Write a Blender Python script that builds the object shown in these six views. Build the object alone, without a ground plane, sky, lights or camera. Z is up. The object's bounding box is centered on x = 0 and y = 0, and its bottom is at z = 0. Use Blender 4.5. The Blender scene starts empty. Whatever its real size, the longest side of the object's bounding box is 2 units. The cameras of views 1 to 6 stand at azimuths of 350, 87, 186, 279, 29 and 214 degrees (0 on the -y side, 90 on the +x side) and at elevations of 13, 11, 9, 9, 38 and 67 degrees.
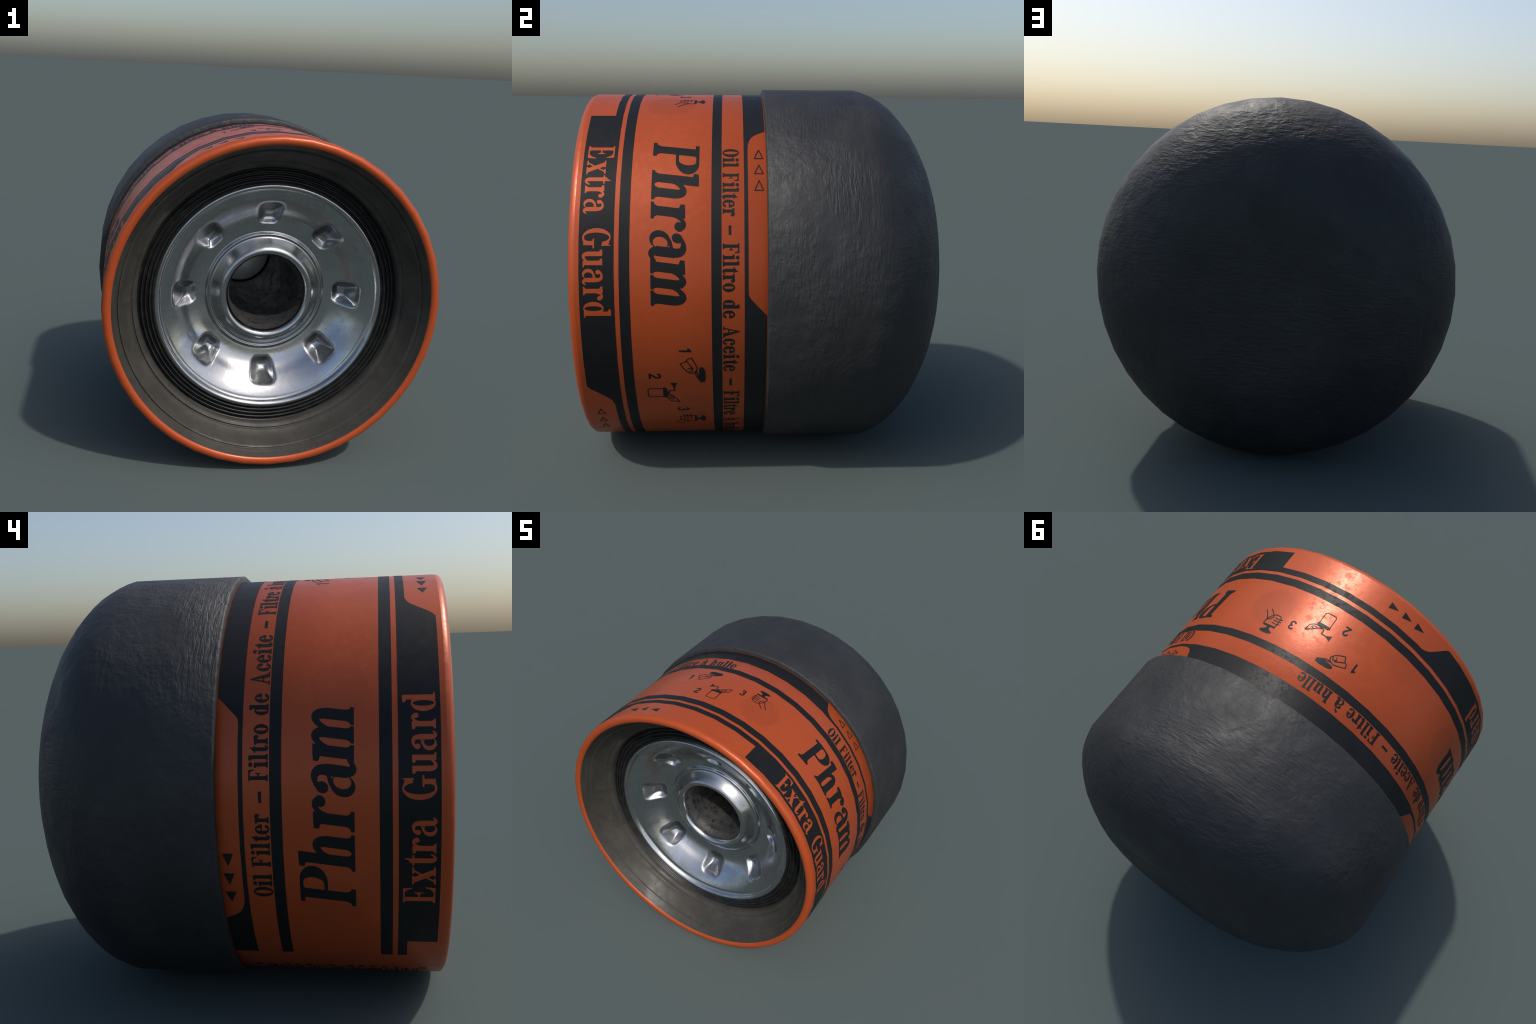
# Spin-on automotive oil filter lying on its side: axis along y, open end at -y.
import bpy, math
import numpy as np
from mathutils import Vector

R_CAN, R_GRIP, ZC, NSEG = 0.970, 1.0, 1.0, 40
FACET = 2 * math.pi / NSEG

# ------------------------------------------------------------------ scene helpers
def link(ob, parent=None):
    bpy.context.scene.collection.objects.link(ob)
    if parent is not None:
        ob.parent = parent
    return ob

def make_mesh(name, verts, faces, normals, mat, parent):
    me = bpy.data.meshes.new(name)
    me.from_pydata([tuple(v) for v in verts], [], [tuple(f) for f in faces])
    me.update()
    me.polygons.foreach_set("use_smooth", [True] * len(me.polygons))
    if normals is not None:
        me.normals_split_custom_set_from_vertices([tuple(n) for n in normals])
    me.materials.append(mat)
    return link(bpy.data.objects.new(name, me), parent)

def lathe_arrays(profile, nseg, crease=38.0, facet=None):
    """Revolve (y, r) points round the filter axis. Rings are doubled at creases.
    facet: per point, 1 follows the can's 40-sided outline, 0 is truly round."""
    P = [Vector(p) for p in profile]
    n = len(P)
    rings, segs = [], []                      # ring: (y, r, ny, nr)
    def seg_normal(i):
        d = P[i + 1] - P[i]
        d = d.normalized()
        return Vector((-d.y, d.x))            # left of travel, in the (y, r) plane
    for i in range(n):
        a = seg_normal(i - 1) if i > 0 else None
        b = seg_normal(i) if i < n - 1 else None
        if a is None or b is None:
            m = a or b
            rings.append((P[i], m, i)); idx = (len(rings) - 1,) * 2
        elif math.degrees(a.angle(b, 0.0)) > crease:
            rings.append((P[i], a, i)); rings.append((P[i], b, i))
            idx = (len(rings) - 2, len(rings) - 1)
        else:
            rings.append((P[i], (a + b).normalized(), i)); idx = (len(rings) - 1,) * 2
        segs.append(idx)
    verts, normals, faces = [], [], []
    for p, m, i in rings:
        for k in range(nseg):
            t = 2 * math.pi * k / nseg
            c, s = math.cos(t), math.sin(t)
            r = p.y
            if facet is not None:
                flat = math.cos(FACET / 2) / math.cos(t % FACET - FACET / 2)
                r *= 1 + facet[i] * (flat - 1)
            verts.append((r * c, p.x, ZC + r * s))
            normals.append((m.y * c, m.x, m.y * s))
    for i in range(n - 1):
        a, b = segs[i][1] * nseg, segs[i + 1][0] * nseg
        for k in range(nseg):
            k2 = (k + 1) % nseg
            faces.append((a + k, b + k, b + k2, a + k2))
    return verts, faces, normals

def lathe(name, profile, nseg, mat, parent, crease=38.0, facet=None):
    v, f, nr = lathe_arrays(profile, nseg, crease, facet)
    return make_mesh(name, v, f, nr, mat, parent)

def spline(points, n):
    """Catmull-Rom through hand-placed profile points."""
    P = np.array(points, float)
    Q = np.vstack([2 * P[0] - P[1], P, 2 * P[-1] - P[-2]])
    out = []
    for i in range(len(P) - 1):
        p0, p1, p2, p3 = Q[i:i + 4]
        for t in np.linspace(0, 1, n, endpoint=False):
            out.append(0.5 * (2 * p1 + (p2 - p0) * t + (2 * p0 - 5 * p1 + 4 * p2 - p3) * t * t
                              + (3 * p1 - p0 - 3 * p2 + p3) * t ** 3))
    out.append(P[-1])
    return [tuple(map(float, o)) for o in out]

# ------------------------------------------------------------------ materials
class Nodes:
    def __init__(self, name):
        self.mat = bpy.data.materials.new(name)
        self.mat.use_nodes = True
        self.nt = self.mat.node_tree
        self.bsdf = self.nt.nodes["Principled BSDF"]
        self.co = self.nt.nodes.new("ShaderNodeTexCoord").outputs["Object"]
    def new(self, kind, **kw):
        nd = self.nt.nodes.new(kind)
        for k, v in kw.items():
            setattr(nd, k, v)
        return nd
    def plug(self, sock, val):
        if isinstance(val, bpy.types.NodeSocket):
            self.nt.links.new(val, sock)
        else:
            sock.default_value = val
    def math(self, op, a, b=0.0, clamp=False):
        nd = self.new("ShaderNodeMath", operation=op, use_clamp=clamp)
        self.plug(nd.inputs[0], a); self.plug(nd.inputs[1], b)
        return nd.outputs[0]
    def noise(self, vec, scale, detail=4.0, rough=0.55, dist=0.0):
        nd = self.new("ShaderNodeTexNoise")
        self.plug(nd.inputs["Vector"], vec)
        nd.inputs["Scale"].default_value = scale
        nd.inputs["Detail"].default_value = detail
        nd.inputs["Roughness"].default_value = rough
        nd.inputs["Distortion"].default_value = dist
        return nd.outputs["Fac"]
    def scale(self, vec, s, loc=(0, 0, 0)):
        nd = self.new("ShaderNodeMapping")
        self.plug(nd.inputs["Vector"], vec)
        nd.inputs["Scale"].default_value = s
        nd.inputs["Location"].default_value = loc
        return nd.outputs[0]
    def remap(self, val, a, b, c=0.0, d=1.0, smooth=True):
        nd = self.new("ShaderNodeMapRange")
        nd.interpolation_type = 'SMOOTHSTEP' if smooth else 'LINEAR'
        self.plug(nd.inputs[0], val)
        for i, x in zip((1, 2, 3, 4), (a, b, c, d)):
            nd.inputs[i].default_value = x
        return nd.outputs[0]
    def mix(self, fac, a, b):
        nd = self.new("ShaderNodeMix", data_type='RGBA')
        self.plug(nd.inputs[0], fac)
        for s, v in ((nd.inputs[6], a), (nd.inputs[7], b)):
            self.plug(s, v if isinstance(v, bpy.types.NodeSocket) else (*v, 1.0))
        return nd.outputs[2]
    def fmix(self, fac, a, b):
        nd = self.new("ShaderNodeMix", data_type='FLOAT')
        self.plug(nd.inputs[0], fac); self.plug(nd.inputs[2], a); self.plug(nd.inputs[3], b)
        return nd.outputs[0]
    def sep(self, vec):
        nd = self.new("ShaderNodeSeparateXYZ"); self.plug(nd.inputs[0], vec)
        return nd.outputs
    def comb(self, x, y, z):
        nd = self.new("ShaderNodeCombineXYZ")
        for s, v in zip(nd.inputs, (x, y, z)):
            self.plug(s, v)
        return nd.outputs[0]
    def cyl(self):
        """(angle round the axis in radians, y, radius)"""
        s = self.sep(self.co)
        z = self.math('SUBTRACT', s[2], ZC)
        ang = self.math('ARCTAN2', z, s[0])
        rad = self.math('SQRT', self.math('ADD', self.math('MULTIPLY', z, z), self.math('MULTIPLY', s[0], s[0])))
        return ang, s[1], rad, s[0], z
    def bump(self, height, strength, dist, normal=None):
        nd = self.new("ShaderNodeBump")
        nd.inputs["Strength"].default_value = strength
        nd.inputs["Distance"].default_value = dist
        self.plug(nd.inputs["Height"], height)
        if normal is not None:
            self.plug(nd.inputs["Normal"], normal)
        return nd.outputs[0]
    def set(self, **kw):
        for k, v in kw.items():
            s = self.bsdf.inputs[k.replace("_", " ")]
            if isinstance(v, tuple) and len(v) == 3:
                v = (*v, 1.0)
            self.plug(s, v)
        return self.mat

# thumb prints pressed on the paint: (angle deg, y, radius)
PRINTS = [(71, -0.49, 0.150), (150, -0.50, 0.135), (118, -0.60, 0.10), (-38, -0.36, 0.12),
          (-30, -0.62, 0.11), (-156, -0.47, 0.15), (-160, -0.66, 0.11), (20, -0.50, 0.12)]

def smudges(n):
    """Greasy thumb prints and wipe marks; returns (print mask, gloss variation)."""
    ang, y, rad, x, z = n.cyl()
    total = None
    for i, (a, py, pr) in enumerate(PRINTS):
        c = (R_CAN * math.cos(math.radians(a)), py, ZC + R_CAN * math.sin(math.radians(a)))
        d = n.new("ShaderNodeVectorMath", operation='DISTANCE')
        n.plug(d.inputs[0], n.co); d.inputs[1].default_value = c
        dist = d.outputs["Value"]
        m = n.remap(dist, pr, pr * 0.72, 0.0, 1.0)
        wob = n.math('MULTIPLY', n.noise(n.co, 9.0 + i, 2.0), 0.09)
        ridges = n.math('SINE', n.math('MULTIPLY', n.math('ADD', dist, wob), 560.0))
        m = n.math('MULTIPLY', m, n.remap(ridges, -1.0, 1.0, 0.55, 1.0, False))
        m = n.math('MULTIPLY', m, (1.0, .8, .45, .7, .6, .7, .6, .3)[i])
        total = m if total is None else n.math('MAXIMUM', total, m)
    wipe = n.noise(n.comb(n.math('MULTIPLY', ang, 3.0), n.math('MULTIPLY', y, 3.0), 1.7), 2.2, 6.0, 0.65, 0.6)
    spots = n.remap(n.noise(n.co, 26.0, 6.0, 0.75, 0.3), 0.47, 0.64)
    return total, wipe, spots

def paint_material(name, base, smudge_tint, rough, worn, metallic, spec):
    n = Nodes(name)
    prints, wipe, spots = smudges(n)
    col = n.mix(n.math('MULTIPLY', prints, 0.36), base, smudge_tint)
    w = n.remap(wipe, 0.52, 0.72)
    col = n.mix(n.math('MULTIPLY', w, worn), col, tuple(min(1, c * 1.25 + 0.01) for c in base))
    specks = n.remap(n.noise(n.co, 75.0, 2.0, 0.5), 0.745, 0.775)
    col = n.mix(n.math('MULTIPLY', specks, 0.35), col, (0.02, 0.012, 0.01))
    r = n.math('ADD', n.math('MULTIPLY', spots, 0.13), n.math('MULTIPLY', prints, 0.10))
    r = n.math('ADD', n.math('ADD', r, n.math('MULTIPLY', wipe, 0.10)), rough - 0.07)
    bmp = n.bump(n.noise(n.co, 30.0, 4.0, 0.6), 0.06, 0.01)
    return n.set(Base_Color=col, Roughness=r, Normal=bmp, Metallic=metallic, Specular_IOR_Level=spec)

def grip_material():
    n = Nodes("black_textured_rubber")
    ang, y, rad, x, z = n.cyl()
    side = n.comb(n.math('MULTIPLY', ang, 5.5), n.math('MULTIPLY', y, 26.0), 0.0)
    back = n.comb(n.math('MULTIPLY', x, 6.5), n.math('MULTIPLY', z, 25.0), 5.0)
    onback = n.remap(y, 0.56, 0.70)
    def both(scale, detail, rough, dist):
        return n.fmix(onback, n.noise(side, scale, detail, rough, dist), n.noise(back, scale, detail, rough, dist))
    wrinkle = both(2.4, 3.0, 0.55, 0.35)
    lumps = n.noise(n.co, 8.0, 3.0, 0.5, 0.2)
    fine = both(7.0, 3.0, 0.5, 0.3)
    patch = n.remap(n.noise(n.co, 2.3, 3.0, 0.5), 0.40, 0.58, 0.10, 1.05)
    h = n.math('ADD', n.math('MULTIPLY', wrinkle, 0.8), n.math('MULTIPLY', fine, 0.22))
    h = n.math('MULTIPLY', h, patch)
    leather = n.math('MULTIPLY', n.noise(n.co, 24.0, 3.0, 0.6, 0.3), n.remap(n.noise(n.co, 3.1, 2.0), 0.4, 0.6, 0.35, 1.0))
    h = n.math('ADD', h, n.math('ADD', n.math('MULTIPLY', lumps, 0.9), n.math('MULTIPLY', leather, 1.0)))
    dents = n.math('MULTIPLY', n.noise(n.co, 5.0, 3.0, 0.55), 1.2)
    h = n.math('ADD', h, dents)
    bmp = n.bump(h, 0.58, 0.012)
    base = (0.0195, 0.020, 0.0213)
    tone = n.noise(n.co, 3.2, 5.0, 0.6)
    col = n.mix(n.remap(tone, 0.35, 0.7), base, (0.0285, 0.0285, 0.0295))
    lip = n.remap(n.math('ADD', y, n.math('MULTIPLY', n.noise(n.co, 14.0, 4.0, 0.6), 0.022)), 0.026, 0.006)
    col = n.mix(n.math('MULTIPLY', lip, 0.08), col, (0.06, 0.058, 0.055))
    rough = n.remap(n.noise(n.co, 6.0, 4.0, 0.6), 0.3, 0.7, 0.50, 0.68, False)
    return n.set(Base_Color=col, Roughness=rough, Normal=bmp, Specular_IOR_Level=0.45)

def steel_material():
    n = Nodes("stamped_bright_steel")
    ang, y, rad, x, z = n.cyl()
    blotch = n.noise(n.co, 4.5, 7.0, 0.68, 0.7)
    grime = n.remap(n.noise(n.co, 34.0, 6.0, 0.75, 0.4), 0.60, 0.70)
    where = n.remap(n.noise(n.co, 3.4, 3.0, 0.5), 0.42, 0.60)
    edge = n.math('ADD', n.remap(rad, 0.655, 0.685), n.remap(rad, 0.250, 0.238))
    where = n.math('ADD', n.math('MULTIPLY', where, 0.6), edge, True)
    grime = n.math('MULTIPLY', grime, where)
    col = n.mix(n.remap(blotch, 0.38, 0.66), (0.40, 0.41, 0.415), (0.53, 0.54, 0.555))
    col = n.mix(n.math('MULTIPLY', grime, 0.85), col, (0.035, 0.033, 0.03))
    r = n.remap(blotch, 0.36, 0.64, 0.31, 0.17)
    r = n.math('ADD', r, n.math('MULTIPLY', grime, 0.25))
    bmp = n.bump(n.noise(n.co, 28.0, 5.0, 0.65), 0.05, 0.01)
    # the pressed pockets are shallow in the sheet; their crisp pressed edges are shaded here
    def smooth(op, a, b, k):
        nd = n.new("ShaderNodeMath", operation=op)
        n.plug(nd.inputs[0], a); n.plug(nd.inputs[1], b); nd.inputs[2].default_value = k
        return nd.outputs[0]
    q = math.pi / 4
    u = n.math('MULTIPLY', n.math('SUBTRACT', n.math('FLOORED_MODULO', n.math('ADD', ang, q / 2), q), q / 2), 0.49)
    v = n.math('SUBTRACT', rad, 0.492)
    au = n.math('ABSOLUTE', u)
    side = n.math('MULTIPLY', n.math('SUBTRACT', 0.074, au), 1.25)
    inner = n.math('MULTIPLY', n.math('ADD', v, 0.074), 1.35)
    outer = n.math('MULTIPLY', n.math('SUBTRACT', 0.074, v), 0.95)
    dist = n.math('SQRT', n.math('ADD', n.math('MULTIPLY', u, u), n.math('MULTIPLY', v, v)))
    corner = n.math('MULTIPLY', n.math('SUBTRACT', 0.085, dist), 1.2)
    h = smooth('SMOOTH_MIN', smooth('SMOOTH_MIN', side, inner, 0.02), outer, 0.02)
    h = smooth('SMOOTH_MIN', smooth('SMOOTH_MIN', h, corner, 0.02), 0.064, 0.030)
    h = smooth('SMOOTH_MAX', h, 0.0, 0.022)
    bmp = n.bump(n.math('MULTIPLY', h, -0.62), 1.0, 1.0, bmp)
    return n.set(Base_Color=col, Roughness=r, Metallic=1.0, Normal=bmp)

def dark_metal(name, dark, light, metallic, rough, grime_amt, spec=0.5):
    n = Nodes(name)
    ang, y, rad, x, z = n.cyl()
    cloud = n.noise(n.comb(n.math('MULTIPLY', ang, 2.6), n.math('MULTIPLY', y, 5.0), rad), 1.6, 4.0, 0.55, 0.4)
    col = n.mix(n.remap(cloud, 0.36, 0.66), dark, light)
    grime = n.remap(n.noise(n.co, 26.0, 6.0, 0.75, 0.5), 0.50, 0.62)
    col = n.mix(n.math('MULTIPLY', grime, grime_amt), col, (0.006, 0.006, 0.006))
    r = n.remap(cloud, 0.36, 0.64, rough + 0.10, rough - 0.04)
    return n.set(Base_Color=col, Roughness=r, Metallic=metallic, Specular_IOR_Level=spec)

def rubber_ring_material():
    n = Nodes("black_gasket_rubber")
    d = n.noise(n.co, 20.0, 4.0, 0.6)
    col = n.mix(n.remap(d, 0.45, 0.7), (0.010, 0.010, 0.010), (0.020, 0.020, 0.020))
    return n.set(Base_Color=col, Roughness=0.42)

ORANGE = paint_material("orange_enamel", (0.458, 0.0735, 0.0155), (0.21, 0.040, 0.012), 0.37, 0.10, 0.20, 0.45)
INK = paint_material("black_ink", (0.0100, 0.0102, 0.0108), (0.013, 0.012, 0.011), 0.46, 0.15, 0.0, 0.22)
GRIP = grip_material()
STEEL = steel_material()
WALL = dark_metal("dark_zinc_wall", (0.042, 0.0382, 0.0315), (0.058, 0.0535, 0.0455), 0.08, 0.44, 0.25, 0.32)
TUBE = dark_metal("oiled_tube_steel", (0.19, 0.19, 0.19), (0.31, 0.31, 0.31), 0.9, 0.40, 0.6)
DISC = dark_metal("tube_end_steel", (0.90, 0.91, 0.93), (0.95, 0.95, 0.95), 0.4, 0.40, 0.0)
RUBBER = rubber_ring_material()

# ------------------------------------------------------------------ body
root = link(bpy.data.objects.new("oil_filter", None))
root["label"] = "orange and black cylindrical oil filter lying on side"
root["category"] = "oil filter"

can_profile = [(0.06, 0.962), (0.05, R_CAN), (-0.45, R_CAN), (-0.912, R_CAN)]
can = lathe("can", can_profile, NSEG, ORANGE, root, crease=80)
# normals point outward when travelling towards -y: check handled by lathe orientation
rim_profile = [(-0.912, R_CAN), (-0.926, 0.9675), (-0.936, 0.960), (-0.9425, 0.949), (-0.943, 0.936),
               (-0.9395, 0.926), (-0.935, 0.9195), (-0.931, 0.9170)]
lathe("rim", rim_profile, NSEG * 4, ORANGE, can, crease=80, facet=[1, 1, .9, .7, .4, .15, 0, 0])

wall_profile = [(-0.931, 0.9170), (-0.926, 0.9140), (-0.908, 0.9040), (-0.888, 0.8935),
                (-0.8835, 0.8895), (-0.8750, 0.8875), (-0.8725, 0.8830), (-0.8780, 0.8785), (-0.8740, 0.8730), (-0.866, 0.8685), (-0.852, 0.8610),
                (-0.822, 0.8450), (-0.795, 0.8280),
                (-0.781, 0.8150), (-0.7765, 0.8105), (-0.7665, 0.8085), (-0.7650, 0.8030), (-0.7710, 0.7985), (-0.7670, 0.7930),
                (-0.758, 0.7840), (-0.745, 0.7750), (-0.710, 0.7715)]
lathe("recess_wall", wall_profile, NSEG * 4, WALL, root, crease=70)

def gasket_profile():
    pts = [(-0.700, 0.7745)]
    for i in range(46):
        t = i / 45
        r = 0.774 - t * 0.086
        pts.append((-0.716 - 0.014 * t - 0.010 * math.cos(2 * math.pi * 3.5 * t), r))
    pts.append((-0.724, 0.684))
    return pts
lathe("gasket", gasket_profile(), 96, RUBBER, root, crease=80)

grip_profile = [(0.05, 0.9715), (-0.006, 0.9715), (-0.0045, 0.986), (-0.001, 0.9975), (0.004, R_GRIP), (0.26, R_GRIP), (0.515, R_GRIP),
                (0.558, 0.989), (0.605, 0.971), (0.652, 0.944), (0.702, 0.906), (0.751, 0.856), (0.801, 0.795),
                (0.850, 0.714), (0.890, 0.634), (0.920, 0.553), (0.936, 0.485), (0.943, 0.395), (0.9435, 0.20), (0.9435, 0.0)]
lathe("grip_cap", list(reversed(grip_profile)), NSEG, GRIP, root, crease=60)

# ------------------------------------------------------------------ stamped end plate
plate_pts = [(0.2320, -0.600), (0.2345, -0.609), (0.239, -0.620), (0.249, -0.632), (0.264, -0.637), (0.279, -0.630),
             (0.296, -0.612), (0.316, -0.588), (0.331, -0.573), (0.341, -0.570), (0.350, -0.577), (0.358, -0.572),
             (0.366, -0.561), (0.380, -0.562), (0.430, -0.573), (0.480, -0.600), (0.530, -0.648), (0.580, -0.690), (0.618, -0.714),
             (0.632, -0.719), (0.641, -0.725), (0.650, -0.738), (0.660, -0.747), (0.671, -0.747), (0.681, -0.737), (0.688, -0.727), (0.692, -0.712)]

def smin(a, b, k):
    h = np.clip(0.5 + 0.5 * (b - a) / k, 0, 1)
    return b * (1 - h) + a * h - k * h * (1 - h)

def dimple(r, th):
    """Eight pressed pockets: rounded squares with a gentle outer ramp, floor nearer the hub."""
    out = np.zeros_like(r)
    for k in range(8):
        d = (th - k * math.pi / 4 + math.pi) % (2 * math.pi) - math.pi
        u, v = 0.49 * d, r - 0.492
        half = 0.074
        half_u = half * (1.0 - 0.06 * v / half)
        side = (half_u - np.abs(u)) * 1.35
        inner = (v + half) * 1.40
        outer = (half - v) * 1.15
        depth = smin(smin(side, inner, 0.012), outer, 0.012)
        corner = (half * 1.17 - np.sqrt(u * u + v * v)) * 1.4
        depth = smin(depth, corner, 0.015)
        depth = smin(depth, np.full_like(r, 0.054), 0.020)
        s = 0.006
        out += np.where(depth > -s, np.where(depth < s, (depth + s) ** 2 / (4 * s), depth), 0.0)
    return out

def build_plate():
    pr = np.array(spline(plate_pts, 6))
    rr, yy = [], []
    for i in range(len(pr) - 1):                 # refine long spans so pockets are crisp
        L = np.hypot(*(pr[i + 1] - pr[i])); m = max(1, int(math.ceil(L / 0.0035)))
        for j in range(m):
            q = pr[i] + (pr[i + 1] - pr[i]) * j / m
            rr.append(q[0]); yy.append(q[1])
    rr.append(pr[-1][0]); yy.append(pr[-1][1])
    nth = 480
    th = np.arange(nth) * 2 * math.pi / nth
    Rg, Tg = np.meshgrid(rr, th, indexing='ij')
    Y = np.array(yy)[:, None] + 0.25 * dimple(Rg, Tg)
    V = np.stack([Rg * np.cos(Tg), Y, ZC + Rg * np.sin(Tg)], -1).reshape(-1, 3)
    n = len(rr)
    i, k = np.meshgrid(np.arange(n - 1), np.arange(nth), indexing='ij')
    k2 = (k + 1) % nth
    F = np.stack([i * nth + k, i * nth + k2, (i + 1) * nth + k2, (i + 1) * nth + k], -1).reshape(-1, 4)
    return make_mesh("end_plate", V, F, None, STEEL, root)
plate = build_plate()

tube_profile = [(-0.606, 0.2325), (-0.585, 0.2300), (-0.560, 0.2210), (-0.53, 0.2155), (-0.30, 0.2155), (0.10, 0.2155), (0.42, 0.2155)]
lathe("center_tube", tube_profile, 80, TUBE, root, crease=60)
cavity_profile = [(0.421, 0.2155), (0.421, 0.26), (0.48, 0.26), (0.48, 0.0)]
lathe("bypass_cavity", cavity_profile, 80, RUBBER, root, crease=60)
disc_profile = [(0.475, 0.205), (0.445, 0.205), (0.441, 0.201), (0.441, 0.10), (0.441, 0.0)]
lathe("tube_end", disc_profile, 80, DISC, root, crease=60)

# ------------------------------------------------------------------ printed label
# Label coordinates: X = metres round the can in the reading direction (0 at the bottom seam,
# theta = 225 deg, theta falling), Y = y along the axis. Everything printed is a signed-distance
# shape built from boxes, rings and strokes, polygonised on a grid that follows the can's facets.
DEG = math.pi / 180 * R_CAN              # metres per degree
SEAM = 225.0
INK_LIFT = 0.0008

def box(x0, y0, x1, y1):
    def f(x, y):
        dx = np.abs(x - (x0 + x1) / 2) - abs(x1 - x0) / 2
        dy = np.abs(y - (y0 + y1) / 2) - abs(y1 - y0) / 2
        return np.hypot(np.maximum(dx, 0), np.maximum(dy, 0)) + np.minimum(np.maximum(dx, dy), 0)
    return f
def ellipse(cx, cy, rx, ry):
    def f(x, y):
        u, v = (x - cx) / rx, (y - cy) / ry
        k = np.hypot(u, v) + 1e-9
        g = np.hypot(u / rx, v / ry) + 1e-9
        return k * (k - 1) / g
    return f
def union(*fs):
    def f(x, y):
        out = fs[0](x, y)
        for g in fs[1:]:
            out = np.minimum(out, g(x, y))
        return out
    return f
def cut(a, *bs):
    def f(x, y):
        out = a(x, y)
        for b in bs:
            out = np.maximum(out, -b(x, y))
        return out
    return f
def inter(a, b):
    return lambda x, y: np.maximum(a(x, y), b(x, y))
def ring(cx, cy, rx, ry, wx, wy):
    return cut(ellipse(cx, cy, rx, ry), ellipse(cx, cy, rx - wx, ry - wy))
def stroke(pts, w0, w1=None):
    """Polyline with round ends; width runs from w0 to w1."""
    w1 = w0 if w1 is None else w1
    P = np.array(pts, float)
    def f(x, y):
        out = np.full(np.shape(x), 1e3)
        m = len(P) - 1
        for i in range(m):
            a, b = P[i], P[i + 1]
            d = b - a
            t = np.clip(((x - a[0]) * d[0] + (y - a[1]) * d[1]) / max(d @ d, 1e-12), 0, 1)
            r = (w0 + (w1 - w0) * (i + t) / m) / 2
            out = np.minimum(out, np.hypot(x - a[0] - t * d[0], y - a[1] - t * d[1]) - r)
        return out
    return f
def bez(p0, p1, p2, p3, w0, w1=None, n=10):
    t = np.linspace(0, 1, n + 1)[:, None]
    p0, p1, p2, p3 = (np.array(p, float) for p in (p0, p1, p2, p3))
    P = (1 - t) ** 3 * p0 + 3 * t * (1 - t) ** 2 * p1 + 3 * t * t * (1 - t) * p2 + t ** 3 * p3
    return stroke(P, w0, w1)
def poly(*pts):
    P = np.array(pts, float)
    def f(x, y):
        d = np.full(np.shape(x), 1e9); inside = np.zeros(np.shape(x), bool)
        n = len(P); j = n - 1
        for i in range(n):
            e = P[j] - P[i]
            wx, wy = x - P[i][0], y - P[i][1]
            t = np.clip((wx * e[0] + wy * e[1]) / max(e @ e, 1e-12), 0, 1)
            d = np.minimum(d, (wx - e[0] * t) ** 2 + (wy - e[1] * t) ** 2)
            c = ((P[i][1] > y) != (P[j][1] > y)) & (x < (P[j][0] - P[i][0]) * (y - P[i][1]) / ((P[j][1] - P[i][1]) or 1e-12) + P[i][0])
            inside ^= c
            j = i
        return np.sqrt(d) * np.where(inside, -1, 1)
    return f
def outline(pts, w, closed=True):
    return stroke(list(pts) + ([pts[0]] if closed else []), w)

# ---- serif alphabet: cap height 1, x-height XH; w = stem, t = hairline
XH = 0.72
def stem(x, y0, y1, w, t, foot=0.07, head=0.0, headl=0.0):
    s = [box(x, y0, x + w, y1)]
    if foot:
        s.append(box(x - foot, y0, x + w + foot, y0 + t))
        s.append(poly((x - foot * .6, y0 + t * .8), (x + w + foot * .6, y0 + t * .8), (x + w, y0 + t * 2.0), (x, y0 + t * 2.0)))
    if head:
        s.append(box(x - head, y1 - t, x + w + head, y1))
    if headl:                                       # flag serif at upper left
        s.append(poly((x - headl, y1 - t * .9), (x - headl, y1 - t * 1.5), (x + w * .5, y1 - t * 2.6), (x + w, y1), (x + w * .4, y1)))
        s.append(box(x - headl, y1 - t * 1.6, x + w, y1 - t * .1))
    return s
def arch(x0, x1, y, w, t):
    """shoulder leaving stem x0 (right side) and landing on stem at x1 (left side), top y"""
    return [bez((x0, y - .20), (x0 + .02, y - .02), (x0 + (x1 - x0) * .55, y - t * .5), (x1 - w * .15, y - w * .47), t, w * .95)]

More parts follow.
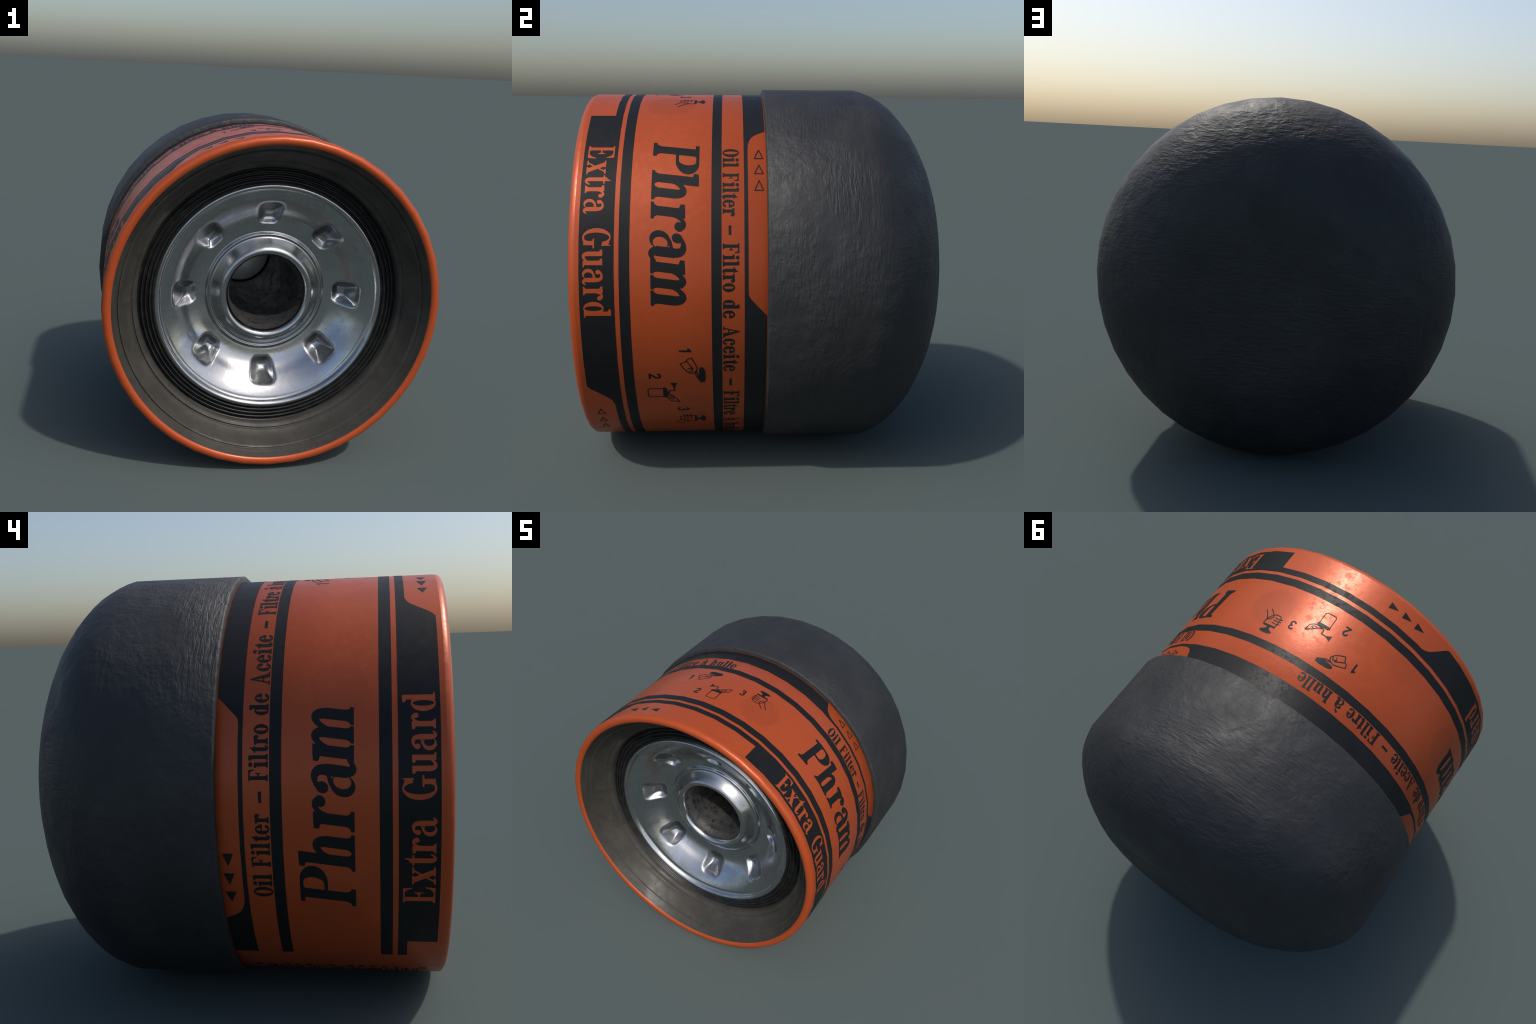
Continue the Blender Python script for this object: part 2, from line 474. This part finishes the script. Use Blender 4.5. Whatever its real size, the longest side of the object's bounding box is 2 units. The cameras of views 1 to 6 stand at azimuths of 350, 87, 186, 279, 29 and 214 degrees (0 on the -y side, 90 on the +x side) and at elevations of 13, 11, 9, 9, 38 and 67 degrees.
def glyph(ch, w, t):
    f = 0.07
    if ch in 'EF':
        s = stem(.09, 0, 1, w, t, f, f) + [box(.05, 1 - t, .60, 1), poly((.60, 1.0), (.62, .70), (.585, .70), (.53, .85), (.43, 1 - t)),
             box(.20, .50 - t * .45, .44, .50 + t * .55), poly((.44, .66), (.44, .36), (.41, .36), (.39, .44), (.30, .5), (.39, .58), (.41, .66))]
        if ch == 'E':
            s += [box(.05, 0, .62, t), poly((.62, 0), (.65, .32), (.61, .32), (.55, .16), (.44, t))]
        return union(*s), .72 if ch == 'E' else .68
    if ch == 'P':
        right = box(.42, 0, 2, 2)
        body = cut(union(inter(ellipse(.42, .7475, .275, .2525), right), box(.20, .495, .43, 1.0)),
                   union(inter(ellipse(.40, .7475, .275 - w, .2525 - t), box(.40, 0, 2, 2)), box(.09 + w, .495 + t, .41, 1 - t)))
        return union(*stem(.09, 0, 1, w, t * 1.25, f * 1.1, 0), box(.0, 1 - t * 1.25, .3, 1), body), .73
    if ch == 'O':
        return ring(.34, .5, .315, .52, w, t), .68
    if ch == 'G':
        c = cut(ring(.36, .5, .34, .52, w, t), box(.42, .40, .9, .70), box(.5, .2, .9, .42))
        return union(c, box(.48, .02, .48 + w * .95, .42), box(.40, .42 - t, .75, .42), bez((.33, t * .5), (.42, 0), (.5, .04), (.56, .16), t * 1.2, t * 1.6),
                     poly((.66, 1.02), (.66, .67), (.625, .67), (.57, .84), (.47, .96), (.56, .97), (.61, .93), (.63, 1.02))), .76
    if ch == 'A':
        return union(stroke([(.12, .02), (.345, .98)], t), poly((.29, 1.02), (.37, 1.02), (.68, 0), (.68 - w * 1.2, 0)), box(.18, .30, .5, .30 + t),
                     box(0, 0, .25, t), box(.43, 0, .76, t)), .77
    if ch == 'x':
        return union(poly((.04, XH), (.04 + w * 1.2, XH), (.56, 0), (.56 - w * 1.2, 0)), stroke([(.10, .02), (.50, XH - .02)], t * 1.1),
                     box(0, XH - t, .30, XH), box(.37, XH - t, .60, XH), box(.0, 0, .22, t), box(.29, 0, .61, t)), .62
    if ch == 't':
        return union(box(.11, .12, .11 + w, .80), poly((.11 + w * .1, XH), (.11 + w, .98), (.11 + w, XH)), box(.02, XH - t, .38, XH),
                     bez((.11 + w * .5, .16), (.11 + w * .5, .0), (.32, -.02), (.40, .15), w, t * .8)), .41
    if ch == 'r':
        return union(*stem(.09, 0, XH, w, t, f, 0, .08), bez((.09 + w * .8, XH - .26), (.09 + w, XH - .04), (.36, XH), (.42, XH - .05), t, t * 1.6),
                     ellipse(.43, XH - .125, w * .50, w * .55)), .52
    if ch == 'a':
        x = .335
        return union(box(x, .12, x + w, .50), bez((x + w * .5, .48), (x + w * .5, XH + .01), (.26, XH + .0), (.12, XH - .09), w * .95, t),
                     ellipse(.135, XH - .165, w * .50, w * .55), bez((x + w * .5, .16), (x + w * .5, -.02), (x + w * 1.1, -.01), (x + w * 1.45, .09), w * .95, t * .8),
                     cut(ellipse(.205, .195, .19, .215), ellipse(.265, .205, .12, .155), box(x + .02, 0, x + .3, .4)),
                     bez((.20, .395), (.27, .43), (.33, .42), (x + .04, .46), t * 1.1, t)), .62
    if ch == 'u':
        x2 = .40
        return union(*stem(.08, .15, XH, w, t, 0, 0, .07), *stem(x2, 0, XH, w, t, 0, 0, .07), box(x2, 0, x2 + w + .07, t),
                     bez((.08 + w * .5, .2), (.08 + w * .5, -.03), (.32, -.02), (x2 + .02, .16), w, t)), .40 + w + .09
    if ch == 'd':
        x = .38
        return union(*stem(x, 0, 1, w, t, 0, 0, .08), box(x, 0, x + w + .07, t), cut(ring(.27, XH / 2, .25, XH / 2 + .015, w, t), box(x + w * .6, -.1, 1, 1))), x + w + .09
    if ch in 'il':
        top = XH if ch == 'i' else 1.0
        s = stem(.08, 0, top, w, t, f, 0, .075)
        if ch == 'i':
            s.append(ellipse(.08 + w / 2, .90, w * .62, .105))
        return union(*s), .16 + w
    if ch == 'h':
        x2 = .40
        return union(*stem(.08, 0, 1, w, t, f, 0, .08), *stem(x2, 0, .50, w, t, f), bez((.08 + w * .8, .44), (.08 + w, XH - .02), (x2 + w * .5, XH + .06), (x2 + w * .5, .48), t, w)), x2 + w + .09
    if ch == 'm':
        x2, x3 = .36 + w * .25, .64 + w * .5
        return union(*stem(.08, 0, XH, w, t, .05, 0, .09), *stem(x2, 0, .5, w, t, .05), *stem(x3, 0, .5, w, t, .06),
                     bez((.08 + w * .8, .42), (.08 + w, XH - .02), (x2 + w * .5, XH + .07), (x2 + w * .5, .46), t, w),
                     bez((x2 + w * .8, .42), (x2 + w, XH - .02), (x3 + w * .5, XH + .07), (x3 + w * .5, .46), t, w)), x3 + w + .09
    if ch == 'o':
        return ring(.28, XH / 2, .27, XH / 2 + .015, w, t), .57
    if ch == 'c':
        return union(cut(ring(.28, XH / 2, .27, XH / 2 + .015, w, t), box(.33, .24, .7, .50), box(.40, .15, .7, .4)), ellipse(.42, .52, w * .5, w * .55),
                     stroke([(.36, .045), (.44, .10), (.49, .19)], t, t * .8)), .53
    if ch == 'e':
        return union(cut(ring(.28, XH / 2, .27, XH / 2 + .015, w, t), box(.28, .19, .7, .37)), box(.12, .37, .535, .37 + t),
                     stroke([(.38, .035), (.46, .09), (.51, .19)], t, t * .8)), .57
    if ch == 'à':
        g, adv = glyph('a', w, t)
        return union(g, stroke([(.15, .97), (.30, .83)], w * .75, t)), adv
    if ch == '-':
        return box(.03, .36, .45, .36 + t * 2.2), .48
    if ch == ' ':
        return None, .26
    raise KeyError(ch)

def word(text, x0, x1, base, cap, w, t, slant=0.0, track=0.015):
    """Set a word between label positions x0..x1 (metres) on the given baseline."""
    parts, pen = [], 0.0
    for ch in text:
        g, adv = glyph(ch, w, t)
        if g is not None:
            parts.append((g, pen, adv))
        pen += adv + track
    sx = (x1 - x0) / (pen - track)
    def f(X, Y):
        v = (Y - base) / cap
        u = (X - x0) / sx - v * slant * cap / sx
        out = np.full(np.shape(X), 1.0)
        for g, p, adv in parts:
            k = (u > p - .35) & (u < p + adv + .35)
            if k.any():
                out[k] = np.minimum(out[k], g(u[k] - p, v[k]))
        return out * min(cap, sx)
    return f

# ---- plain numerals (drawn with strokes in a 0.6 x 1 cell)
def numeral(ch):
    arc = lambda cx, cy, rx, ry, a0, a1: [(cx + rx * math.cos(math.radians(a)), cy + ry * math.sin(math.radians(a))) for a in np.linspace(a0, a1, 12)]
    return {'0': [arc(.3, .5, .24, .45, 0, 360)],
            '1': [[(.12, .76), (.34, .95), (.34, .04)]],
            '2': [arc(.3, .70, .23, .25, 165, -25) + [(.06, .05), (.56, .05)]],
            '3': [arc(.28, .73, .21, .22, 150, -80), arc(.28, .28, .24, .24, 85, -150)],
            '4': [[(.44, .04), (.44, .95), (.05, .30), (.58, .30)]],
            '5': [[(.50, .95), (.14, .95), (.10, .55)] + arc(.29, .33, .25, .28, 120, -150)],
            '6': [arc(.3, .32, .24, .27, 0, 360), arc(.48, .36, .42, .6, 105, 175)],
            '7': [[(.06, .95), (.55, .95), (.22, .04)]],
            '8': [arc(.3, .73, .20, .21, 0, 360), arc(.3, .27, .24, .23, 0, 360)],
            '9': [arc(.3, .68, .24, .27, 0, 360), arc(.12, .64, .42, .6, -75, -5)]}[ch]
def numeral_sdf(ch, place, w):
    """place maps (u, v) of the cell to label coordinates"""
    return union(*[stroke([place(*p) for p in line], w) for line in numeral(ch)])

# ---- polygonise one printed shape onto the faceted can
def can_point(X, Y, lift):
    th = np.radians(SEAM - X / DEG)
    q = th / FACET
    k = np.floor(q + 1e-9); fr = q - k
    a, b = k * FACET, (k + 1) * FACET
    cx = (1 - fr) * np.cos(a) + fr * np.cos(b)
    cz = (1 - fr) * np.sin(a) + fr * np.sin(b)
    R = R_CAN + lift
    pos = np.stack([R * cx, Y, ZC + R * cz], -1)
    nrm = np.stack([cx, 0 * cx, cz], -1)
    nrm /= np.linalg.norm(nrm, axis=-1, keepdims=True)
    return pos, nrm

def facet_columns(a0, a1, per):
    """column positions (metres) covering a0..a1 degrees; every can edge is a column"""
    i0, i1 = math.floor(a0 / 9.0 * per), math.ceil(a1 / 9.0 * per)
    return np.arange(i0, i1 + 1) * (9.0 / per) * DEG

def print_shape(name, sdf, a0, a1, y0, y1, per=48, step=0.003, parent=None, lift=INK_LIFT):
    xs = facet_columns(a0, a1, per)
    ys = np.linspace(y0, y1, max(2, int(round((y1 - y0) / step)) + 1))
    nx, ny = len(xs), len(ys)
    X, Y = np.meshgrid(xs, ys, indexing='ij')
    D = sdf(X, Y)
    D = np.where(np.abs(D) < 1e-6, 1e-6, D)
    ins = D < 0
    cnt = ins[:-1, :-1].astype(int) + ins[1:, :-1] + ins[1:, 1:] + ins[:-1, 1:]
    gid = -np.ones((nx, ny), int)
    gid[ins] = np.arange(ins.sum())
    PX, PY = [X[ins]], [Y[ins]]
    nv = int(ins.sum())
    hx = ins[:-1, :] != ins[1:, :]
    hid = -np.ones(hx.shape, int); hid[hx] = nv + np.arange(hx.sum()); nv += int(hx.sum())
    tx = D[:-1, :] / np.where(hx, D[:-1, :] - D[1:, :], 1)
    PX.append((X[:-1, :] + tx * (X[1:, :] - X[:-1, :]))[hx]); PY.append(Y[:-1, :][hx])
    vx = ins[:, :-1] != ins[:, 1:]
    vid = -np.ones(vx.shape, int); vid[vx] = nv + np.arange(vx.sum()); nv += int(vx.sum())
    ty = D[:, :-1] / np.where(vx, D[:, :-1] - D[:, 1:], 1)
    PX.append(X[:, :-1][vx]); PY.append((Y[:, :-1] + ty * (Y[:, 1:] - Y[:, :-1]))[vx])
    i, j = np.nonzero(cnt == 4)
    # travel order chosen so faces look outwards (X runs against theta)
    faces = np.stack([gid[i, j], gid[i + 1, j], gid[i + 1, j + 1], gid[i, j + 1]], -1).tolist()
    for i, j in zip(*np.nonzero((cnt > 0) & (cnt < 4))):
        cor = ((i, j), (i + 1, j), (i + 1, j + 1), (i, j + 1))
        edg = (hid[i, j], vid[i + 1, j], hid[i, j + 1], vid[i, j])
        p = []
        for c in range(4):
            if ins[cor[c]]:
                p.append(int(gid[cor[c]]))
            if edg[c] >= 0:
                p.append(int(edg[c]))
        if len(p) >= 3:
            faces.append(p)
    V, N = can_point(np.concatenate(PX), np.concatenate(PY), lift)
    return make_mesh(name, V, faces, N, INK, parent or can)

OFF = 155.0                                # second half of the label starts here
END = 310.0                                # printed bands stop here; barcode gap beyond

# stripes that run all the way round
everywhere = lambda x, y: np.full(np.shape(x), -1.0)
for (ya, yb) in ((-0.705, -0.655), (-0.272, -0.224)):
    print_shape("stripe", everywhere, 0, END, ya, yb, 9, 0.05)

# black band against the grip, with the orange tabs cut out of it
def band(x, y):
    out = np.full(np.shape(x), -1.0)
    for o in (0, OFF):
        tab = poly(*[((o + a) * DEG, yy) for a, yy in (
            (14.2, 0.03), (15.3, -0.003), (16.9, -0.052), (17.6, -0.068), (18.5, -0.080), (19.7, -0.089), (21.3, -0.0945), (23.5, -0.0970),
            (66.6, -0.0970), (67.5, -0.0955), (68.4, -0.088), (73.7, -0.005), (76.0, 0.03))])
        out = np.maximum(out, -tab(x, y))
    return out
print_shape("band", band, 0, END, -0.1155, -0.0095, 45, 0.0035)

# "Extra Guard" panel: orange letters left out of a black block that tails into a stripe
for o in (0, OFF):
    d = lambda a: (o + a) * DEG
    words = union(word("Extra", d(21.7), d(44.6), -0.8715, 0.1275, .165, .058),
                  word("Guard", d(48.3), d(73.8), -0.8715, 0.1275, .165, .058))
    block = union(poly((d(7.3), -0.890), (d(96.8), -0.890), (d(98.0), -0.877), (d(100.3), -0.832), (d(102.6), -0.790), (d(103.6), -0.778),
                       (d(105.6), -0.766), (d(105.6), -0.74), (d(7.3), -0.74)))
    lo, mid, hi = (0.0, 108.0, 153.0) if o == 0 else (153.0, 261.0, END)
    run = box(-1.0, -0.766, END * DEG + 1.0, -0.7275)
    print_shape("panel", cut(union(block, run), words), lo, mid, -0.8935, -0.724, 80, 0.0019)
    print_shape("stripe", everywhere, mid, hi, -0.766, -0.7275, 9, 0.05)

# lettering
for o in (0, OFF):
    d = lambda a: (o + a) * DEG
    name = union(*[word(ch, d(a), d(b), -0.5575, 0.2255, w, .066, 0.13, 0.0)
                   for ch, a, b, w in (("P", 20.2, 31.4, .185), ("h", 30.5, 40.3, .20), ("r", 40.4, 48.6, .175), ("a", 48.6, 57.3, .20), ("m", 56.6, 70.6, .20))])
    print_shape("lettering", name, o + 17, o + 74, -0.575, -0.322, 72, 0.0021)
    line = [("Oil", 22.9, 29.8), ("Filter", 31.6, 45.2), ("-", 47.6, 50.7), ("Filtro", 52.8, 66.6), ("de", 68.6, 74.3), ("Aceite", 76.5, 91.8),
            ("-", 94.2, 97.3), ("Filtre", 99.7, 113.2), ("à", 115.2, 118.2), ("hulle", 119.9, 132.0)]
    for txt, a, b in line:
        print_shape("lettering", word(txt, d(a), d(b), -0.2185, 0.078, .195, .075), o + a - 1.5, o + b + 1.5, -0.2235, -0.132, 100, 0.00145)

# arrow marks: filled on the first half, outlined on the second
def arrow(base_a, apex_a, ya, yb, filled):
    pts = [(base_a * DEG, ya), (base_a * DEG, yb), (apex_a * DEG, (ya + yb) / 2)]
    if filled:
        print_shape("arrow_mark", poly(*pts), apex_a - 1, base_a + 1, ya - .006, yb + .006, 64, 0.0023)
    else:
        c = np.mean(pts, axis=0)
        inset = [tuple(c + (np.array(p) - c) * 0.86) for p in pts]
        print_shape("arrow_mark", outline(inset, 0.0062), apex_a - 1, base_a + 1, ya - .006, yb + .006, 100, 0.0016)
for b, a in ((24.4, 21.2), (29.8, 26.5), (35.2, 31.8)):
    arrow(b, a, -0.066, -0.019, True)
for b, a in ((26.8, 23.1), (32.1, 28.6), (37.5, 33.9)):
    arrow(OFF + b, OFF + a, -0.067, -0.019, False)
for o, filled in ((0, True), (OFF, False)):
    for b, a in ((111.6, 108.1), (116.9, 113.5), (122.3, 118.9)):
        arrow(o + b, o + a, -0.867, -0.824, filled)

# fitting instructions: three small pictograms with numerals
def pictograms(shift):
    A = lambda a: (a + shift) * DEG
    P = lambda *pts: [(A(a), y) for a, y in pts]
    thin = 0.0056
    def numeral_at(ch, a, y, h=0.056, wd=3.1):
        return numeral_sdf(ch, lambda u, v: (A(a + (u - .3) * wd), y + v * h), 0.0105)
    hand_wipe = union(outline(P((86.6, -.372), (87.0, -.392), (87.9, -.402), (88.6, -.428), (90.2, -.414), (91.6, -.396), (92.4, -.374), (91.8, -.356), (90.4, -.346), (88.9, -.354)), thin),
                      outline(P((87.6, -.398), (89.2, -.380), (90.5, -.366)), thin, False), outline(P((90.6, -.392), (90.2, -.376), (91.4, -.368), (91.6, -.384)), thin, False),
                      outline(P((91.2, -.350), (93.4, -.342), (94.8, -.338), (93.2, -.352), (92.0, -.356)), thin))
    pad = union(poly(*P((89.9, -.324), (90.4, -.313), (91.6, -.307), (94.2, -.306), (95.8, -.310), (95.6, -.320), (96.0, -.327), (95.2, -.338), (92.8, -.339), (90.8, -.337), (90.0, -.333))))
    can_icon = union(outline(P((98.3, -.585), (98.7, -.594), (101.7, -.594), (102.2, -.585), (102.1, -.516), (98.2, -.516)), thin),
                     poly(*P((97.9, -.520), (102.4, -.520), (102.6, -.506), (102.0, -.497), (98.4, -.499), (97.8, -.507))))
    oiler = union(poly(*P((95.9, -.482), (95.9, -.446), (97.9, -.463))), outline(P((97.4, -.463), (99.2, -.463), (99.4, -.490), (100.3, -.494)), .007, False))
    finger = union(outline(P((99.8, -.492), (101.0, -.486), (102.6, -.462), (104.6, -.440), (104.4, -.462), (104.3, -.480), (103.0, -.496), (101.6, -.498)), thin),
                   outline(P((101.6, -.478), (102.6, -.468), (103.4, -.474), (102.8, -.484), (101.8, -.486)), thin))
    mount = union(ellipse(A(115.5), -.3265, 2.25 * DEG, .0120), poly(*P((113.9, -.334), (117.1, -.334), (116.3, -.344), (114.7, -.344))), box(A(114.9), -.362, A(116.1), -.338))
    held = union(outline(P((113.4, -.362), (117.5, -.362), (117.9, -.370), (117.9, -.400), (117.2, -.424), (115.9, -.446), (114.0, -.444), (113.4, -.430)), thin),
                 box(A(113.4), -.372, A(117.8), -.364),
                 *[outline(P((112.7, y0), (114.2, y0 + .004), (115.4, y0)), thin, False) for y0 in (-.392, -.410, -.426)],
                 outline(P((117.9, -.396), (116.6, -.410), (116.2, -.428), (117.0, -.446), (118.6, -.470)), thin, False),
                 outline(P((118.0, -.408), (118.9, -.430), (120.2, -.456)), thin, False))
    for pic, a0, a1, y0, y1 in ((union(hand_wipe, pad), 85.5, 97, -.435, -.298), (union(can_icon, oiler, finger), 94.5, 105.8, -.602, -.432), (union(mount, held), 111.5, 121.2, -.49, -.308)):
        print_shape("pictogram", pic, shift + a0, shift + a1, y0, y1, 100, 0.0015)
    for ch, a, y in (('1', 84.2, -.430), ('2', 93.2, -.582), ('3', 108.9, -.453)):
        print_shape("numeral", numeral_at(ch, a, y), shift + a - 3, shift + a + 3, y - .008, y + .066, 100, 0.0015)
pictograms(OFF)
pictograms(OFF - 120.0)

# barcode in the gap underneath: bars stand round the can, digits read along the axis
def barcode():
    L = ["0001101", "0011001", "0010011", "0111101", "0100011", "0110001", "0101111", "0111011", "0110111", "0001011"]
    digits = "012345678905"
    bits = "101" + "".join(L[int(c)] for c in digits[:6]) + "01010" + "".join("".join('10'[int(b)] for b in L[int(c)]) for c in digits[6:]) + "101"
    ya, yb = -0.822, -0.118
    m = (yb - ya) / len(bits)
    bars, i = [], 0
    top = 322.0                                       # label angle of the bars' far end (they run up to the seam side)
    while i < len(bits):
        if bits[i] == '1':
            j = i
            while j < len(bits) and bits[j] == '1':
                j += 1
            guard = i < 10 or i >= 85 or 45 <= i < 50
            bars.append((ya + i * m, ya + j * m, 347.4 if guard else 345.0))
            i = j
        else:
            i += 1
    for y0, y1, low in bars:
        print_shape("bar", box(top * DEG, y0, low * DEG, y1), top - .5, low + .5, y0 - .003, y1 + .003, 6, 0.004)
    ys = [-0.858] + [ya + (11 + 7 * k + .2) * m for k in range(5)] + [ya + (51 + 7 * k) * m for k in range(5)] + [yb + 0.014]
    for ch, y in zip(digits, ys):
        place = lambda u, v, y=y: ((349.2 - v * 2.9) * DEG, y + u * 0.052)
        print_shape("numeral", numeral_sdf(ch, place, 0.0085), 345, 351, y - .01, y + .045, 64, 0.0023)
barcode()

bpy.context.view_layer.update()
